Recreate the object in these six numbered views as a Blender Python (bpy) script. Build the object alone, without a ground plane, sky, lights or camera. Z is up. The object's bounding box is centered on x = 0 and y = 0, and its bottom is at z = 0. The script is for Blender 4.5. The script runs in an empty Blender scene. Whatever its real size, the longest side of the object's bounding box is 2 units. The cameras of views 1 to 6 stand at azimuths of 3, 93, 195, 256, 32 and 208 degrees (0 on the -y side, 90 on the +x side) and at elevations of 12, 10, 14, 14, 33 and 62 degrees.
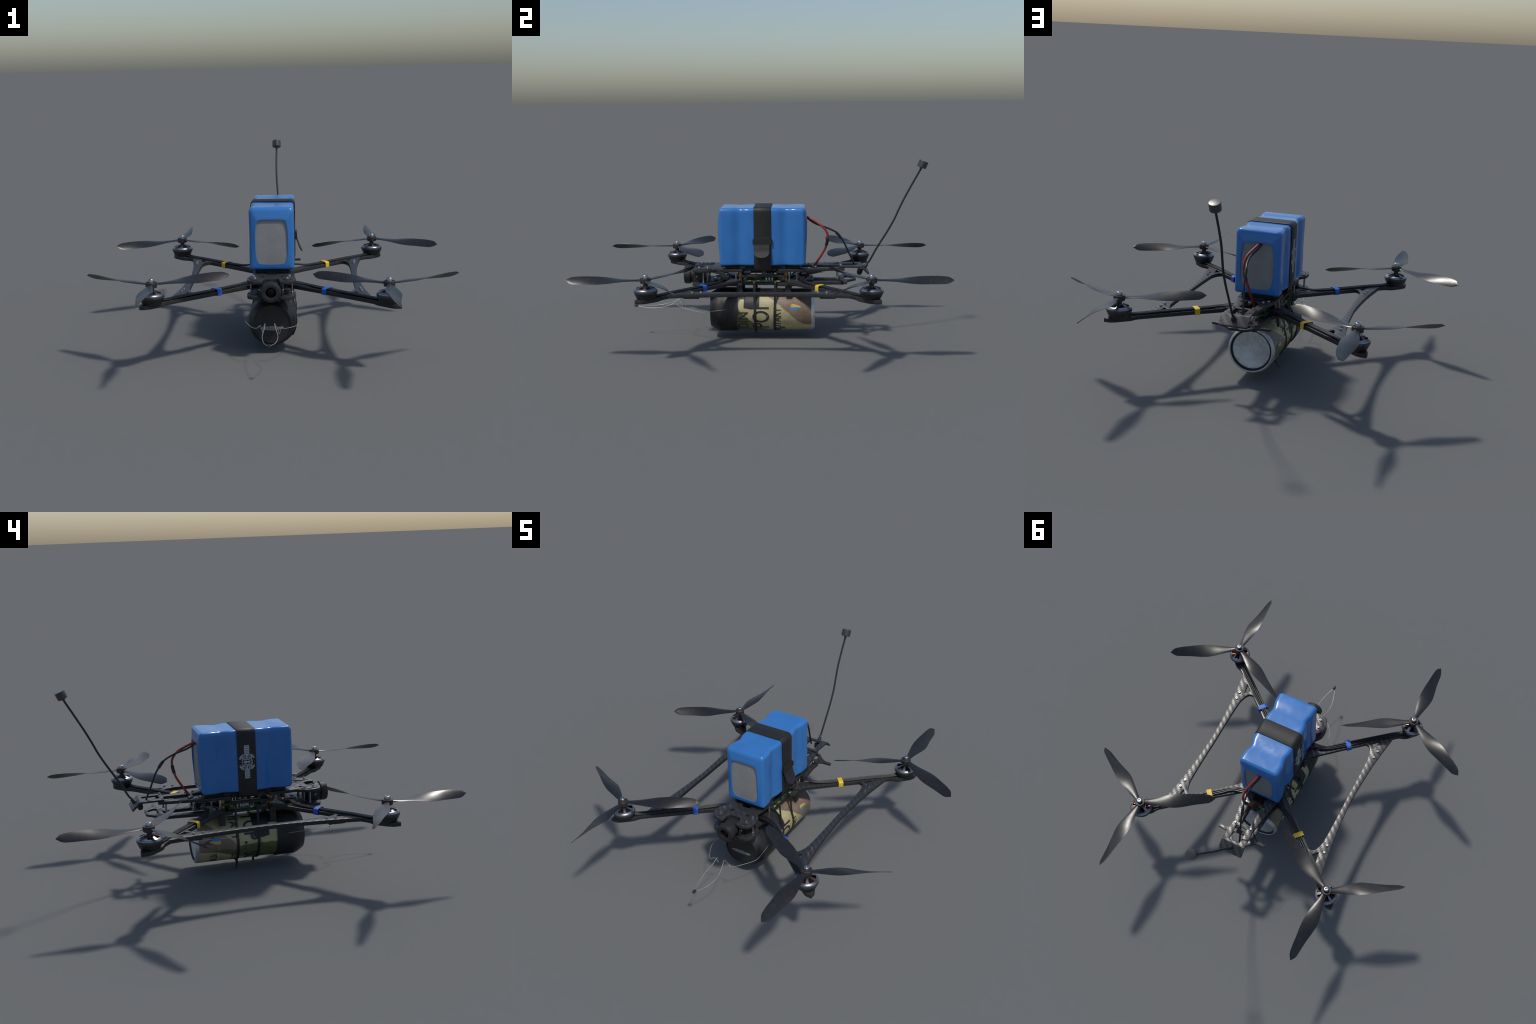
# Four-rotor hobby drone with a strapped-on battery, camera, antenna and a taped drinks-can canister.
import bpy, bmesh, math, random
from mathutils import Vector, Matrix
from math import sin, cos, pi, radians, atan2, hypot

random.seed(7)
SC = bpy.context.scene.collection

# ------------------------------------------------------------------ materials
class NT:
    """small node-tree helper"""
    def __init__(self, name):
        self.m = bpy.data.materials.new(name)
        self.m.use_nodes = True
        self.t = self.m.node_tree
        self.b = self.t.nodes['Principled BSDF']
        self._co = None
    def n(self, typ, **kw):
        nd = self.t.nodes.new(typ)
        for k, v in kw.items():
            setattr(nd, k, v)
        return nd
    def put(self, sock, v):
        if isinstance(v, bpy.types.NodeSocket):
            self.t.links.new(v, sock)
        else:
            sock.default_value = v
    def co(self):
        if not self._co:
            self._co = self.n('ShaderNodeTexCoord').outputs['Object']
        return self._co
    def math(self, op, a, b=0.0, clamp=False):
        nd = self.n('ShaderNodeMath', operation=op, use_clamp=clamp)
        self.put(nd.inputs[0], a); self.put(nd.inputs[1], b)
        return nd.outputs[0]
    def xyz(self, v=None):
        nd = self.n('ShaderNodeSeparateXYZ')
        self.put(nd.inputs[0], v or self.co())
        return nd.outputs
    def noise(self, scale, detail=3.0, rough=0.5, vec=None):
        nd = self.n('ShaderNodeTexNoise')
        nd.inputs['Scale'].default_value = scale
        nd.inputs['Detail'].default_value = detail
        nd.inputs['Roughness'].default_value = rough
        self.put(nd.inputs['Vector'], vec or self.co())
        return nd.outputs['Fac']
    def ramp(self, fac, lo, hi, a=0.0, b=1.0):
        nd = self.n('ShaderNodeMapRange')
        self.put(nd.inputs['Value'], fac)
        nd.inputs['From Min'].default_value = lo
        nd.inputs['From Max'].default_value = hi
        nd.inputs['To Min'].default_value = a
        nd.inputs['To Max'].default_value = b
        return nd.outputs[0]
    def mix(self, fac, a, b):
        nd = self.n('ShaderNodeMix', data_type='RGBA')
        self.put(nd.inputs[0], fac)
        for s, v in ((nd.inputs[6], a), (nd.inputs[7], b)):
            if isinstance(v, tuple): v = (*v, 1.0) if len(v) == 3 else v
            self.put(s, v)
        return nd.outputs[2]
    def color(self, v):
        if isinstance(v, tuple): v = (*v, 1.0)
        self.put(self.b.inputs['Base Color'], v)
    def set(self, **kw):
        for k, v in kw.items():
            self.put(self.b.inputs[k.replace('_', ' ')], v)
    def bump(self, h, strength=0.3, dist=0.002):
        nd = self.n('ShaderNodeBump')
        nd.inputs['Strength'].default_value = strength
        nd.inputs['Distance'].default_value = dist
        self.put(nd.inputs['Height'], h)
        self.t.links.new(nd.outputs[0], self.b.inputs['Normal'])

def plain(name, col, rough=0.5, metal=0.0, spec=0.5, vary=0.25, scale=60, bump=0.0, rvar=0.08):
    m = NT(name)
    f = m.noise(scale, 4)
    d = tuple(c * (1 - vary) for c in col); l = tuple(min(1, c * (1 + vary)) for c in col)
    m.color(m.mix(m.ramp(f, .3, .7), d, l))
    m.set(Roughness=m.ramp(m.noise(scale * .37, 3), .3, .7, max(.02, rough - rvar), rough + rvar),
          Metallic=metal, Specular_IOR_Level=spec)
    if bump: m.bump(f, bump, .001)
    return m.m

def carbon_twill(name):
    """2x2 twill: cells step diagonally, the two thread directions differ in sheen"""
    m = NT(name)
    x, y, z = m.xyz()
    s = 0.0102
    ix = m.math('FLOOR', m.math('DIVIDE', x, s)); iy = m.math('FLOOR', m.math('DIVIDE', y, s))
    k = m.math('FLOORED_MODULO', m.math('ADD', ix, iy), 4.0)
    f = m.math('LESS_THAN', k, 1.5)
    n = m.noise(30, 3)
    a = m.mix(m.ramp(n, .3, .7), (.024, .024, .024), (.029, .029, .0285))
    b = m.mix(m.ramp(n, .3, .7), (.020, .020, .0205), (.025, .025, .0255))
    m.color(m.mix(f, b, a))  # sheen of the brighter threads also baked in as a slightly lighter base
    m.set(Roughness=m.ramp(f, 0, 1, .50, .43), Specular_IOR_Level=m.ramp(f, 0, 1, .46, .84), IOR=1.6)
    return m.m

MT = {}
MT['twill'] = carbon_twill('carbon_twill')
MT['edge'] = plain('carbon_cut_edge', (.026, .026, .026), .55, spec=.35, vary=.3, scale=90)
MT['black'] = plain('black_plastic', (.017, .017, .018), .5, spec=.4)
MT['rubber'] = plain('black_rubber', (.013, .013, .014), .62, spec=.3)
MT['cable'] = plain('black_cable_sleeve', (.012, .012, .013), .38, spec=.45)
MT['steel'] = plain('bright_steel', (.42, .44, .47), .34, metal=1.0, vary=.12)
MT['post'] = plain('dull_aluminium', (.30, .31, .33), .4, metal=.9, vary=.15)
MT['red'] = plain('red_cable', (.27, .022, .022), .42, vary=.12)
MT['bluetape'] = plain('blue_tape', (.018, .11, .50), .5, vary=.1)
MT['yellowtape'] = plain('yellow_tape', (.72, .50, .025), .5, vary=.08)
MT['amber'] = plain('amber_spacer', (.30, .155, .010), .5)
MT['white'] = plain('pale_connector', (.5, .52, .54), .45, vary=.1)
MT['lens'] = plain('dark_glass', (.002, .002, .003), .3, spec=.2, vary=.1)

def m_blade():
    m = NT('dark_blade_plastic')
    n = m.noise(55, 5, .6)
    base = m.mix(m.ramp(n, .35, .65), (.012, .0115, .0115), (.019, .018, .0175))
    vec = m.n('ShaderNodeMapping'); m.put(vec.inputs['Vector'], m.co())
    vec.inputs['Scale'].default_value = (26, 210, 26); vec.inputs['Rotation'].default_value = (0, 0, .7)
    sc = m.ramp(m.noise(1.0, 2, .5, vec.outputs[0]), .70, .74)
    m.color(m.mix(m.math('MULTIPLY', sc, .35), base, (.10, .09, .08)))
    m.set(Roughness=m.ramp(m.noise(25, 3), .3, .7, .30, .36), Specular_IOR_Level=.55, IOR=1.5)
    m.bump(m.noise(300, 2), .05, .0005)
    return m.m
MT['blade'] = m_blade()
MT['hub'] = plain('prop_hub_plastic', (.026, .022, .02), .55)

def m_bell():
    m = NT('blue_grey_bell')
    m.color(m.mix(m.ramp(m.noise(40), .3, .7), (.27, .285, .315), (.34, .355, .385)))
    m.set(Metallic=.92, Roughness=.31)
    return m.m
MT['bell'] = m_bell()
MT['band'] = plain('grey_flux_ring', (.05, .053, .056), .42, metal=.3)

def m_copper():
    m = NT('copper_winding')
    x, y, z = m.xyz()
    w = m.n('ShaderNodeTexWave', bands_direction='Z'); w.inputs['Scale'].default_value = 90; w.inputs['Distortion'].default_value = 4
    m.put(w.inputs['Vector'], m.co())
    m.color(m.mix(w.outputs['Fac'], (.10, .03, .014), (.55, .21, .10)))
    m.set(Metallic=.85, Roughness=.35)
    return m.m
MT['copper'] = m_copper()

def m_wrap():
    m = NT('blue_shrink_wrap')
    n = m.noise(9, 3)
    m.color(m.mix(m.ramp(n, .3, .7), (.034, .168, .465), (.040, .186, .505)))
    m.set(Roughness=m.ramp(m.noise(22, 4, .6), .4, .65, .17, .24), Specular_IOR_Level=.5)
    fine = m.math('ADD', m.math('MULTIPLY', m.noise(38, 4, .6), .7), m.math('MULTIPLY', m.noise(7, 2), 1.0))
    m.bump(fine, .07, .003)
    return m.m
MT['wrap'] = m_wrap()

def m_panel():
    m = NT('grey_end_board')
    f = m.math('ADD', m.math('MULTIPLY', m.noise(11, 4), .8), m.math('MULTIPLY', m.noise(60, 3), .2))
    m.color(m.mix(m.ramp(f, .35, .65), (.215, .218, .22), (.265, .267, .268)))
    m.set(Roughness=.5)
    return m.m
MT['panel'] = m_panel()

def m_strap():
    m = NT('black_webbing')
    w = m.n('ShaderNodeTexWave', bands_direction='Y'); w.inputs['Scale'].default_value = 160
    m.put(w.inputs['Vector'], m.co())
    n = m.noise(26, 5, .6)
    m.color(m.mix(m.ramp(n, .3, .7), (.011, .011, .0115), (.019, .019, .0195)))
    m.set(Roughness=.56, Specular_IOR_Level=.45)
    m.bump(w.outputs['Fac'], .08, .0006)
    return m.m
MT['strap'] = m_strap()
MT['emblem'] = plain('grey_print', (.40, .415, .435), .6, vary=.2, scale=220)

def m_pcb():
    m = NT('green_circuit_board')
    v = m.n('ShaderNodeTexVoronoi', distance='CHEBYCHEV'); v.inputs['Scale'].default_value = 70
    m.put(v.inputs['Vector'], m.co())
    sep = m.n('ShaderNodeSeparateColor'); m.put(sep.inputs[0], v.outputs['Color'])
    g = m.mix(m.ramp(m.noise(35), .3, .7), (.008, .05, .022), (.016, .095, .04))
    c = m.mix(m.math('GREATER_THAN', sep.outputs[0], .93), g, (.45, .40, .05))
    c = m.mix(m.math('GREATER_THAN', sep.outputs[1], .94), c, (.40, .16, .05))
    m.color(c); m.set(Roughness=.4)
    return m.m
MT['pcb'] = m_pcb()

CAN_R, CAN_Z = 0.120, 0.161
def m_label():
    """printed camouflage label, laid out in angle round the can (deg, -90..270) and y"""
    m = NT('camouflage_label')
    x, y, z = m.xyz()
    dz = m.math('SUBTRACT', z, CAN_Z)
    th = m.math('MULTIPLY', m.math('ARCTAN2', dz, x), 180 / pi)
    th = m.math('ADD', m.math('FLOORED_MODULO', m.math('ADD', th, 90.0), 360.0), -90.0)
    wob = m.math('MULTIPLY', m.math('SUBTRACT', m.noise(14, 2), .5), 14.0)
    t = m.math('ADD', th, wob)
    def above(t0, y0, slope):       # t - (t0 + slope*(y-y0)) > 0
        return m.math('SUBTRACT', t, m.math('ADD', m.math('MULTIPLY', m.math('SUBTRACT', y, y0), slope), t0))
    def neg(a): return m.math('MULTIPLY', a, -1.0)
    def AND(*a):
        r = a[0]
        for q in a[1:]: r = m.math('MINIMUM', r, q)
        return r
    def OR(a, b): return m.math('MAXIMUM', a, b)
    def mask(a): return m.ramp(a, -1.0, 1.0)
    def lt(v): return m.math('SUBTRACT', v, t)
    def gt(v): return m.math('SUBTRACT', t, v)
    brown = OR(AND(above(44, .035, -400), lt(74), gt(-34)),
               AND(above(127, .213, -385), lt(195)))
    dark = OR(AND(above(45, .191, -425), lt(85), gt(-10)), AND(above(150, .213, -385), above(150, .18, 300), lt(176)))
    green = OR(AND(neg(above(-4, -.109, -480)), gt(-88), lt(20)),
               AND(gt(186), neg(above(222, .053, -170))))
    green = OR(green, AND(gt(58), lt(92), above(60, -.02, 260)))
    g = m.noise(120, 4, .6); g2 = m.noise(22, 4)
    tan = m.mix(m.ramp(g2, .3, .7), (.37, .32, .165), (.49, .435, .245))
    c = m.mix(mask(green), tan, m.mix(m.ramp(g2, .3, .7), (.085, .10, .035), (.13, .14, .055)))
    c = m.mix(mask(brown), c, m.mix(m.ramp(g2, .3, .7), (.17, .115, .08), (.24, .175, .13)))
    c = m.mix(mask(dark), c, m.mix(g2, (.05, .04, .032), (.085, .066, .052)))
    # specks, red smears, pale scratches
    c = m.mix(m.math('MULTIPLY', m.ramp(g, .62, .72), .55), c, (.10, .085, .055))
    mp = m.n('ShaderNodeMapping'); m.put(mp.inputs['Vector'], m.co()); mp.inputs['Scale'].default_value = (60, 130, 30); mp.inputs['Location'].default_value = (3, 1, 5)
    c = m.mix(m.math('MULTIPLY', m.ramp(m.noise(.55, 3, .6, mp.outputs[0]), .70, .73), .75), c, (.30, .05, .045))
    mp2 = m.n('ShaderNodeMapping'); m.put(mp2.inputs['Vector'], m.co()); mp2.inputs['Scale'].default_value = (8, 6, 260); mp2.inputs['Rotation'].default_value = (.5, 0, 0)
    c = m.mix(m.math('MULTIPLY', m.ramp(m.noise(.5, 1, .4, mp2.outputs[0]), .74, .76), .4), c, (.6, .58, .5))
    m.color(c)
    m.set(Roughness=m.ramp(g2, .3, .7, .36, .5), Specular_IOR_Level=.5)
    m.bump(m.noise(16, 3), .25, .003)
    return m.m
MT['label'] = m_label()
def m_tin():
    m = NT('worn_tin')
    n = m.noise(16, 6, .65); n2 = m.noise(150, 3, .6)
    c = m.mix(m.ramp(n, .35, .65), (.46, .47, .48), (.70, .71, .72))
    c = m.mix(m.math('MULTIPLY', m.ramp(n2, .60, .68), .6), c, (.12, .12, .125))
    m.color(c); m.set(Metallic=.55, Roughness=m.ramp(n, .3, .7, .34, .5))
    m.bump(n2, .12, .001)
    return m.m
MT['tin'] = m_tin()
MT['cap'] = plain('satin_black_plastic', (.030, .030, .031), .36, spec=.85, rvar=.02)
MT['ink'] = plain('dark_label_ink', (.022, .022, .024), .5, vary=.4, scale=120)
MT['badgey'] = plain('badge_yellow', (.62, .36, .06), .5, vary=.12)
MT['badgeb'] = plain('badge_blue', (.035, .22, .46), .5, vary=.12)
def m_tape():
    m = NT('black_insulating_tape')
    n = m.noise(18, 3)
    m.color(m.mix(m.ramp(n, .3, .7), (.012, .012, .013), (.021, .021, .022)))
    m.set(Roughness=m.ramp(n, .3, .7, .42, .58), Specular_IOR_Level=.45)
    m.bump(m.noise(10, 3), .25, .004)
    return m.m
MT['tape'] = m_tape()
MT['nose_patch'] = plain('pale_grey', (.17, .18, .185), .7, vary=.3, scale=120)
MT['wire'] = plain('thin_bare_wire', (.40, .40, .40), .5, metal=.4)

# ------------------------------------------------------------------ mesh helpers
def link(name, me, parent=None, mats=(), smooth=True, angle=35):
    o = bpy.data.objects.new(name, me)
    SC.objects.link(o)
    for k in mats:
        if MT[k].name not in [x.name for x in me.materials if x]: me.materials.append(MT[k])
    if smooth: shade(me, angle)
    if parent: o.parent = parent
    return o

def shade(me, angle=35):
    me.shade_smooth()
    a = radians(angle)
    bm = bmesh.new(); bm.from_mesh(me)
    for e in bm.edges:
        if len(e.link_faces) == 2:
            e.smooth = e.calc_face_angle(0) < a
    bm.to_mesh(me); bm.free()

def mesh(verts, faces, fix=True):
    me = bpy.data.meshes.new('m')
    me.from_pydata([tuple(v) for v in verts], [], faces)
    if fix:
        bm = bmesh.new(); bm.from_mesh(me)
        bmesh.ops.recalc_face_normals(bm, faces=bm.faces)
        bm.to_mesh(me); bm.free()
    me.update()
    return me

def join_meshes(meshes):
    bm = bmesh.new()
    for me in meshes: bm.from_mesh(me)
    out = bpy.data.meshes.new('m'); bm.to_mesh(out); bm.free()
    return out

def box(c, s, bev=0.001, rot=None):
    bm = bmesh.new()
    bmesh.ops.create_cube(bm, size=1)
    for v in bm.verts: v.co = Vector((v.co.x * s[0], v.co.y * s[1], v.co.z * s[2]))
    if bev: bmesh.ops.bevel(bm, geom=bm.edges[:], offset=min(bev, min(s) * .3), segments=2, affect='EDGES')
    if rot: bmesh.ops.rotate(bm, verts=bm.verts, cent=(0, 0, 0), matrix=rot)
    bmesh.ops.translate(bm, verts=bm.verts, vec=c)
    me = bpy.data.meshes.new('m'); bm.to_mesh(me); bm.free()
    return me

def lathe(prof, n=40, origin=(0, 0, 0), axis='Z', closed=False):
    """prof: (r, h) list; axis along Z or Y (h runs along it)"""
    vs, fs, rings = [], [], []
    for r, h in prof:
        if r < 1e-6:
            rings.append([len(vs)]); vs.append((0, 0, h))
        else:
            rings.append(list(range(len(vs), len(vs) + n)))
            vs += [(r * cos(2 * pi * i / n), r * sin(2 * pi * i / n), h) for i in range(n)]
    pairs = list(zip(rings[:-1], rings[1:]))
    if closed: pairs.append((rings[-1], rings[0]))
    for a, b in pairs:
        for i in range(n):
            j = (i + 1) % n
            q = [a[i % len(a)], a[j % len(a)], b[j % len(b)], b[i % len(b)]]
            q = list(dict.fromkeys(q))
            if len(q) > 2: fs.append(q)
    if axis == 'Y': vs = [(x, h, y) for x, y, h in vs]
    o = Vector(origin)
    return mesh([Vector(v) + o for v in vs], fs)

def smooth_path(pts, k=8):
    pts = [Vector(p) for p in pts]
    if k <= 1 or len(pts) < 3: return pts
    P = [2 * pts[0] - pts[1]] + pts + [2 * pts[-1] - pts[-2]]
    out = []
    for i in range(1, len(P) - 2):
        a, b, c, d = P[i - 1:i + 3]
        for j in range(k):
            t = j / k
            out.append(.5 * ((2 * b) + (c - a) * t + (2 * a - 5 * b + 4 * c - d) * t * t + (3 * b - a - 3 * c + d) * t ** 3))
    out.append(pts[-1])
    return out

def sweep(pts, section, k=8, up=None, closed=False, scale=None):
    """sweep a closed 2D section along a path"""
    P = smooth_path(pts, k) if not closed else [Vector(p) for p in pts]
    n = len(section); vs, fs = [], []
    N = None
    for i, p in enumerate(P):
        if closed: T = (P[(i + 1) % len(P)] - P[i - 1]).normalized()
        else: T = (P[min(i + 1, len(P) - 1)] - P[max(i - 1, 0)]).normalized()
        if up is not None:
            N = Vector(up) - Vector(up).dot(T) * T
        else:
            if N is None: N = T.orthogonal()
            N = N - N.dot(T) * T
        N.normalize(); B = T.cross(N)
        s = scale(i / max(1, len(P) - 1)) if scale else 1.0
        vs += [p + (N * a + B * b) * s for a, b in section]
    m = len(P)
    for i in range(m if closed else m - 1):
        for j in range(n):
            a = i * n; b = ((i + 1) % m) * n
            fs.append([a + j, a + (j + 1) % n, b + (j + 1) % n, b + j])
    if not closed:
        fs.append(list(range(n))); fs.append(list(range((m - 1) * n, m * n)))
    return mesh(vs, fs)

def tube(pts, r, n=10, k=8, scale=None):
    return sweep(pts, [(r * cos(2 * pi * i / n), r * sin(2 * pi * i / n)) for i in range(n)], k, scale=scale)

def rect(w, h, c=0.0008):
    """section: N extent h (thickness), B extent w"""
    a, b = h / 2, w / 2; c = min(c, a * .8)
    return [(-a, -b + c), (-a + c, -b), (a - c, -b), (a, -b + c), (a, b - c), (a - c, b), (-a + c, b), (-a, b - c)]

def fillet(pts, r, seg=4):
    """round the corners of a closed polygon; a point may carry its own radius"""
    out = []; n = len(pts)
    for i in range(n):
        p = Vector(pts[i][:2]); rr = pts[i][2] if len(pts[i]) > 2 else r
        a = Vector(pts[i - 1][:2]) - p; b = Vector(pts[(i + 1) % n][:2]) - p
        d = min(rr, a.length * .45, b.length * .45)
        if d < 1e-5: out.append(p); continue
        A = p + a.normalized() * d; B = p + b.normalized() * d
        for s in range(seg + 1):
            t = s / seg
            out.append((1 - t) ** 2 * A + 2 * t * (1 - t) * p + t * t * B)
    return out

def plate_mesh(outline, z0, z1, holes=(), bev=0.001):
    cu = bpy.data.curves.new('c', 'CURVE'); cu.dimensions = '2D'; cu.fill_mode = 'BOTH'
    for poly in [outline, *holes]:
        sp = cu.splines.new('POLY'); sp.points.add(len(poly) - 1); sp.use_cyclic_u = True
        for q, p in zip(sp.points, poly): q.co = (p[0], p[1], 0, 1)
    cu.extrude = (z1 - z0) / 2 - bev; cu.bevel_depth = bev; cu.bevel_resolution = 1; cu.offset = -bev
    o = bpy.data.objects.new('c', cu); SC.objects.link(o)
    me = bpy.data.meshes.new_from_object(o.evaluated_get(bpy.context.evaluated_depsgraph_get()))
    bpy.data.objects.remove(o); bpy.data.curves.remove(cu)
    bm = bmesh.new(); bm.from_mesh(me)
    bmesh.ops.remove_doubles(bm, verts=bm.verts, dist=1e-5)
    bmesh.ops.translate(bm, verts=bm.verts, vec=(0, 0, (z0 + z1) / 2))
    bm.to_mesh(me); bm.free()
    return me

def carbon(me):
    me.materials.clear()
    me.materials.append(MT['twill']); me.materials.append(MT['edge'])
    for p in me.polygons: p.material_index = 0 if abs(p.normal.z) > .6 else 1
    return me

def carbon_plate(name, outline, z0, z1, holes=(), parent=None, bev=0.0012):
    return link(name, carbon(plate_mesh(outline, z0, z1, holes, bev)), parent, angle=30)

def mirror_x(pts):
    return pts + [(-p[0], *p[1:]) for p in reversed(pts)]

def circle(cx, cy, r, n=16, sx=1, sy=1):
    return [(cx + r * sx * cos(2 * pi * i / n), cy + r * sy * sin(2 * pi * i / n)) for i in range(n)]

def inst(src, name, parent, mat=None):
    o = src.copy()          # shares mesh data
    o.name = name; SC.objects.link(o); o.parent = parent
    if mat is not None: o.matrix_local = mat
    return o

root = bpy.data.objects.new('quadcopter_drone', None)
SC.objects.link(root)
root['label'] = 'black carbon quadcopter with blue battery and camouflage can'
root['category'] = 'drone'

# shared cap-screw mesh: round head with hex socket, axis z, base at 0
def screw_mesh(r, h):
    return lathe([(0, 0), (r, 0), (r, h * .75), (r * .86, h), (r * .5, h), (r * .42, h * .45), (0, h * .45)], 20)
SCREW = screw_mesh(.0072, .0085); SCREW.materials.append(MT['steel']); shade(SCREW, 30)
def screw(x, y, z, parent, s=1.0, rot=None):
    o = bpy.data.objects.new('screw', SCREW); SC.objects.link(o); o.parent = parent
    M = Matrix.Translation((x, y, z))
    if rot is not None: M = M @ rot
    o.matrix_local = M @ Matrix.Diagonal((s, s, s, 1))
    return o
POST = lathe([(0, 0), (.0062, 0), (.0062, .010), (.0048, .0115), (.0048, .0625), (0, .0625)], 16)
POST.materials.append(MT['post']); shade(POST, 30)
def post(x, y, z0, z1, parent):
    o = bpy.data.objects.new('standoff', POST); SC.objects.link(o); o.parent = parent
    o.matrix_local = Matrix.Translation((x, y, z0)) @ Matrix.Diagonal((1, 1, (z1 - z0) / .0625, 1))

# ------------------------------------------------------------------ frame plates
TZ0, TZ1 = .396, .412          # top plate
BZ0, BZ1 = .316, .333          # bottom plate
FRONT = [(.030, -.340, .004), (.042, -.362, .003), (.042, -.402, .006), (.082, -.404, .02), (.118, -.386, .02), (.125, -.350, .02),
         (.122, -.305, .015), (.104, -.280, .012), (.090, -.262, .01)]
top_out = fillet(mirror_x(FRONT + [(.098, -.225, .02), (.100, -.200), (.100, -.115), (.076, -.103), (.076, .078), (.100, .088),
    (.100, .205, .02), (.086, .290, .02), (.064, .430, .01), (.062, .463, .004), (.034, .463, .003), (.036, .215, .01)]), .005)
top_holes = [fillet(mirror_x([(.024, -.245), (.03, -.205)]), .004),
             fillet([(.045, -.318), (.062, -.300), (.052, -.285), (.037, -.300)], .003),
             fillet([(-.045, -.318), (-.062, -.300), (-.052, -.285), (-.037, -.300)], .003)]
top = carbon_plate('top_plate', top_out, TZ0, TZ1, top_holes, root)
bot_out = fillet(mirror_x(FRONT + [(.095, -.225, .02), (.112, -.195), (.112, -.118), (.080, -.106), (.080, .078), (.112, .088),
    (.112, .190, .02), (.082, .250, .02), (.066, .400, .01), (.070, .448, .005), (.062, .462, .004), (.036, .448, .004), (.036, .215, .01)]), .005)
bot = carbon_plate('bottom_plate', bot_out, BZ0, BZ1, [], root)
# rear cross with rounded ends and a wire loop frame behind it
cross_out = fillet([(p[0], p[1], .008) for p in
    [(-.146, .455), (-.095, .455), (-.06, .432), (-.03, .44), (.03, .44), (.06, .432), (.095, .455), (.146, .455), (.146, .474), (.098, .476), (.066, .500), (.040, .528), (-.040, .528), (-.066, .500), (-.098, .476), (-.146, .474)]], .008)
cross_hole = fillet([(-.045, .462), (.045, .462), (.052, .482), (.030, .512), (-.030, .512), (-.052, .482)], .006)
carbon_plate('rear_cross', cross_out, .3345, .346, [cross_hole], bot)
mid = carbon_plate('middle_plate', fillet(mirror_x([(.050, -.122), (.095, -.143), (.100, -.110), (.086, -.09), (.086, .09), (.100, .110), (.095, .143), (.050, .122)]), .006),
                   .363, .375, [fillet(mirror_x([(.05, -.075), (.05, -.01)]), .01), fillet(mirror_x([(.05, .01), (.05, .075)]), .01)], root)
# raised pads with screws at the front corners of the top plate
for sx in (1, -1):
    a, b = Vector((sx * .092, -.312)), Vector((sx * .082, -.362)); d = (b - a).normalized(); nrm = Vector((-d.y, d.x))
    pts = [a + nrm * .022 * cos(t) - d * .022 * sin(t) for t in [pi * i / 10 for i in range(11)]] + \
          [b - nrm * .022 * cos(t) + d * .022 * sin(t) for t in [pi * i / 10 for i in range(11)]]
    carbon_plate('corner_pad', pts, TZ1 + .0002, TZ1 + .0045, [], top, .0008)
    screw(a.x, a.y, TZ1 + .0045, top); screw(b.x, b.y, TZ1 + .0045, top)
    for (x, y) in [(.105, -.336), (.094, -.152), (.094, .151), (.088, .193), (.049, .424)]:
        post(sx * x, y, BZ1 if y < .4 else .346, TZ0, bot)
    post(sx * .057, -.318, BZ1, TZ0, bot)
    screw(sx * .048, .441, .4235, top, .8)
    screw(sx * .072, .262, TZ1, top, .85)
    screw(sx * .055, .300, TZ1 + .004, top, .85)
    for y in (-.128, .131):
        me = box((sx * .080, y, .3645), (.014, .015, .061), .0015); link('amber_spacer', me, bot, ['amber'])
    # clamping feet between bottom plate and can
    for y in (-.132, .143):
        me = box((sx * .094, y, .287), (.012, .034, .062), .002, Matrix.Rotation(sx * radians(-8), 3, 'Y'))
        link('clamp_foot', me, bot, ['black'])
# curved bracket on the tail bars
br = fillet([(-.062, .312, .01), (-.062, .29, .01), (-.03, .276), (.03, .276), (.062, .29, .01), (.062, .312, .01), (.03, .296), (-.03, .296)], .008)
carbon_plate('cable_bracket', br, TZ1 + .0002, TZ1 + .004, [], top, .0008)
# soft pads under the battery
link('battery_pad', join_meshes([box((0, y, .4235), (.195, .036, .0215), .003) for y in (-.112, .112)] + [box((0, 0, .420), (.17, .42, .014), .002)]), top, ['rubber'])

# ------------------------------------------------------------------ circuit boards
def board(c, s, seed, n, hmax=.012):
    b = link('circuit_board', box(c, s, .0006), bot, ['pcb'])
    rnd = random.Random(seed)
    kinds = {'black': [], 'white': [], 'post': [], 'amber': []}
    for i in range(n):
        w, d = rnd.uniform(.006, .022), rnd.uniform(.006, .022); h = rnd.uniform(.003, hmax)
        x = c[0] + rnd.uniform(-.46, .46) * (s[0] - w); y = c[1] + rnd.uniform(-.46, .46) * (s[1] - d)
        kinds[rnd.choice(['black'] * 5 + ['white', 'post', 'post', 'amber'])].append(box((x, y, c[2] + s[2] / 2 + h / 2), (w, d, h), .0008))
    for k, v in kinds.items():
        if v:
            o = link('board_component', join_meshes(v), b, [k]); o['kind'] = 'stuff'
    return b
board((0, 0, .3405), (.176, .208, .0065), 3, 46, .016)
fb = board((0, -.245, .3455), (.125, .080, .005), 5, 10, .006)
rb = board((0, .243, .3455), (.13, .085, .006), 9, 12, .016)
link('plug_socket', box((.003, .246, .358), (.034, .03, .022), .002), rb, ['black'])
for x in (-.05, .05): link('white_plug', box((x, -.222, .354), (.016, .018, .012), .001), fb, ['white'])
caps = [lathe([(0, .343), (.0065, .343), (.0065, .360), (.0055, .3615), (0, .3615)], 14, (x, y, 0)) for x in (.074, -.074) for y in (.02, .036, .053)]
o = link('capacitor', join_meshes(caps), bot, ['post']); o['kind'] = 'stuff'

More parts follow.
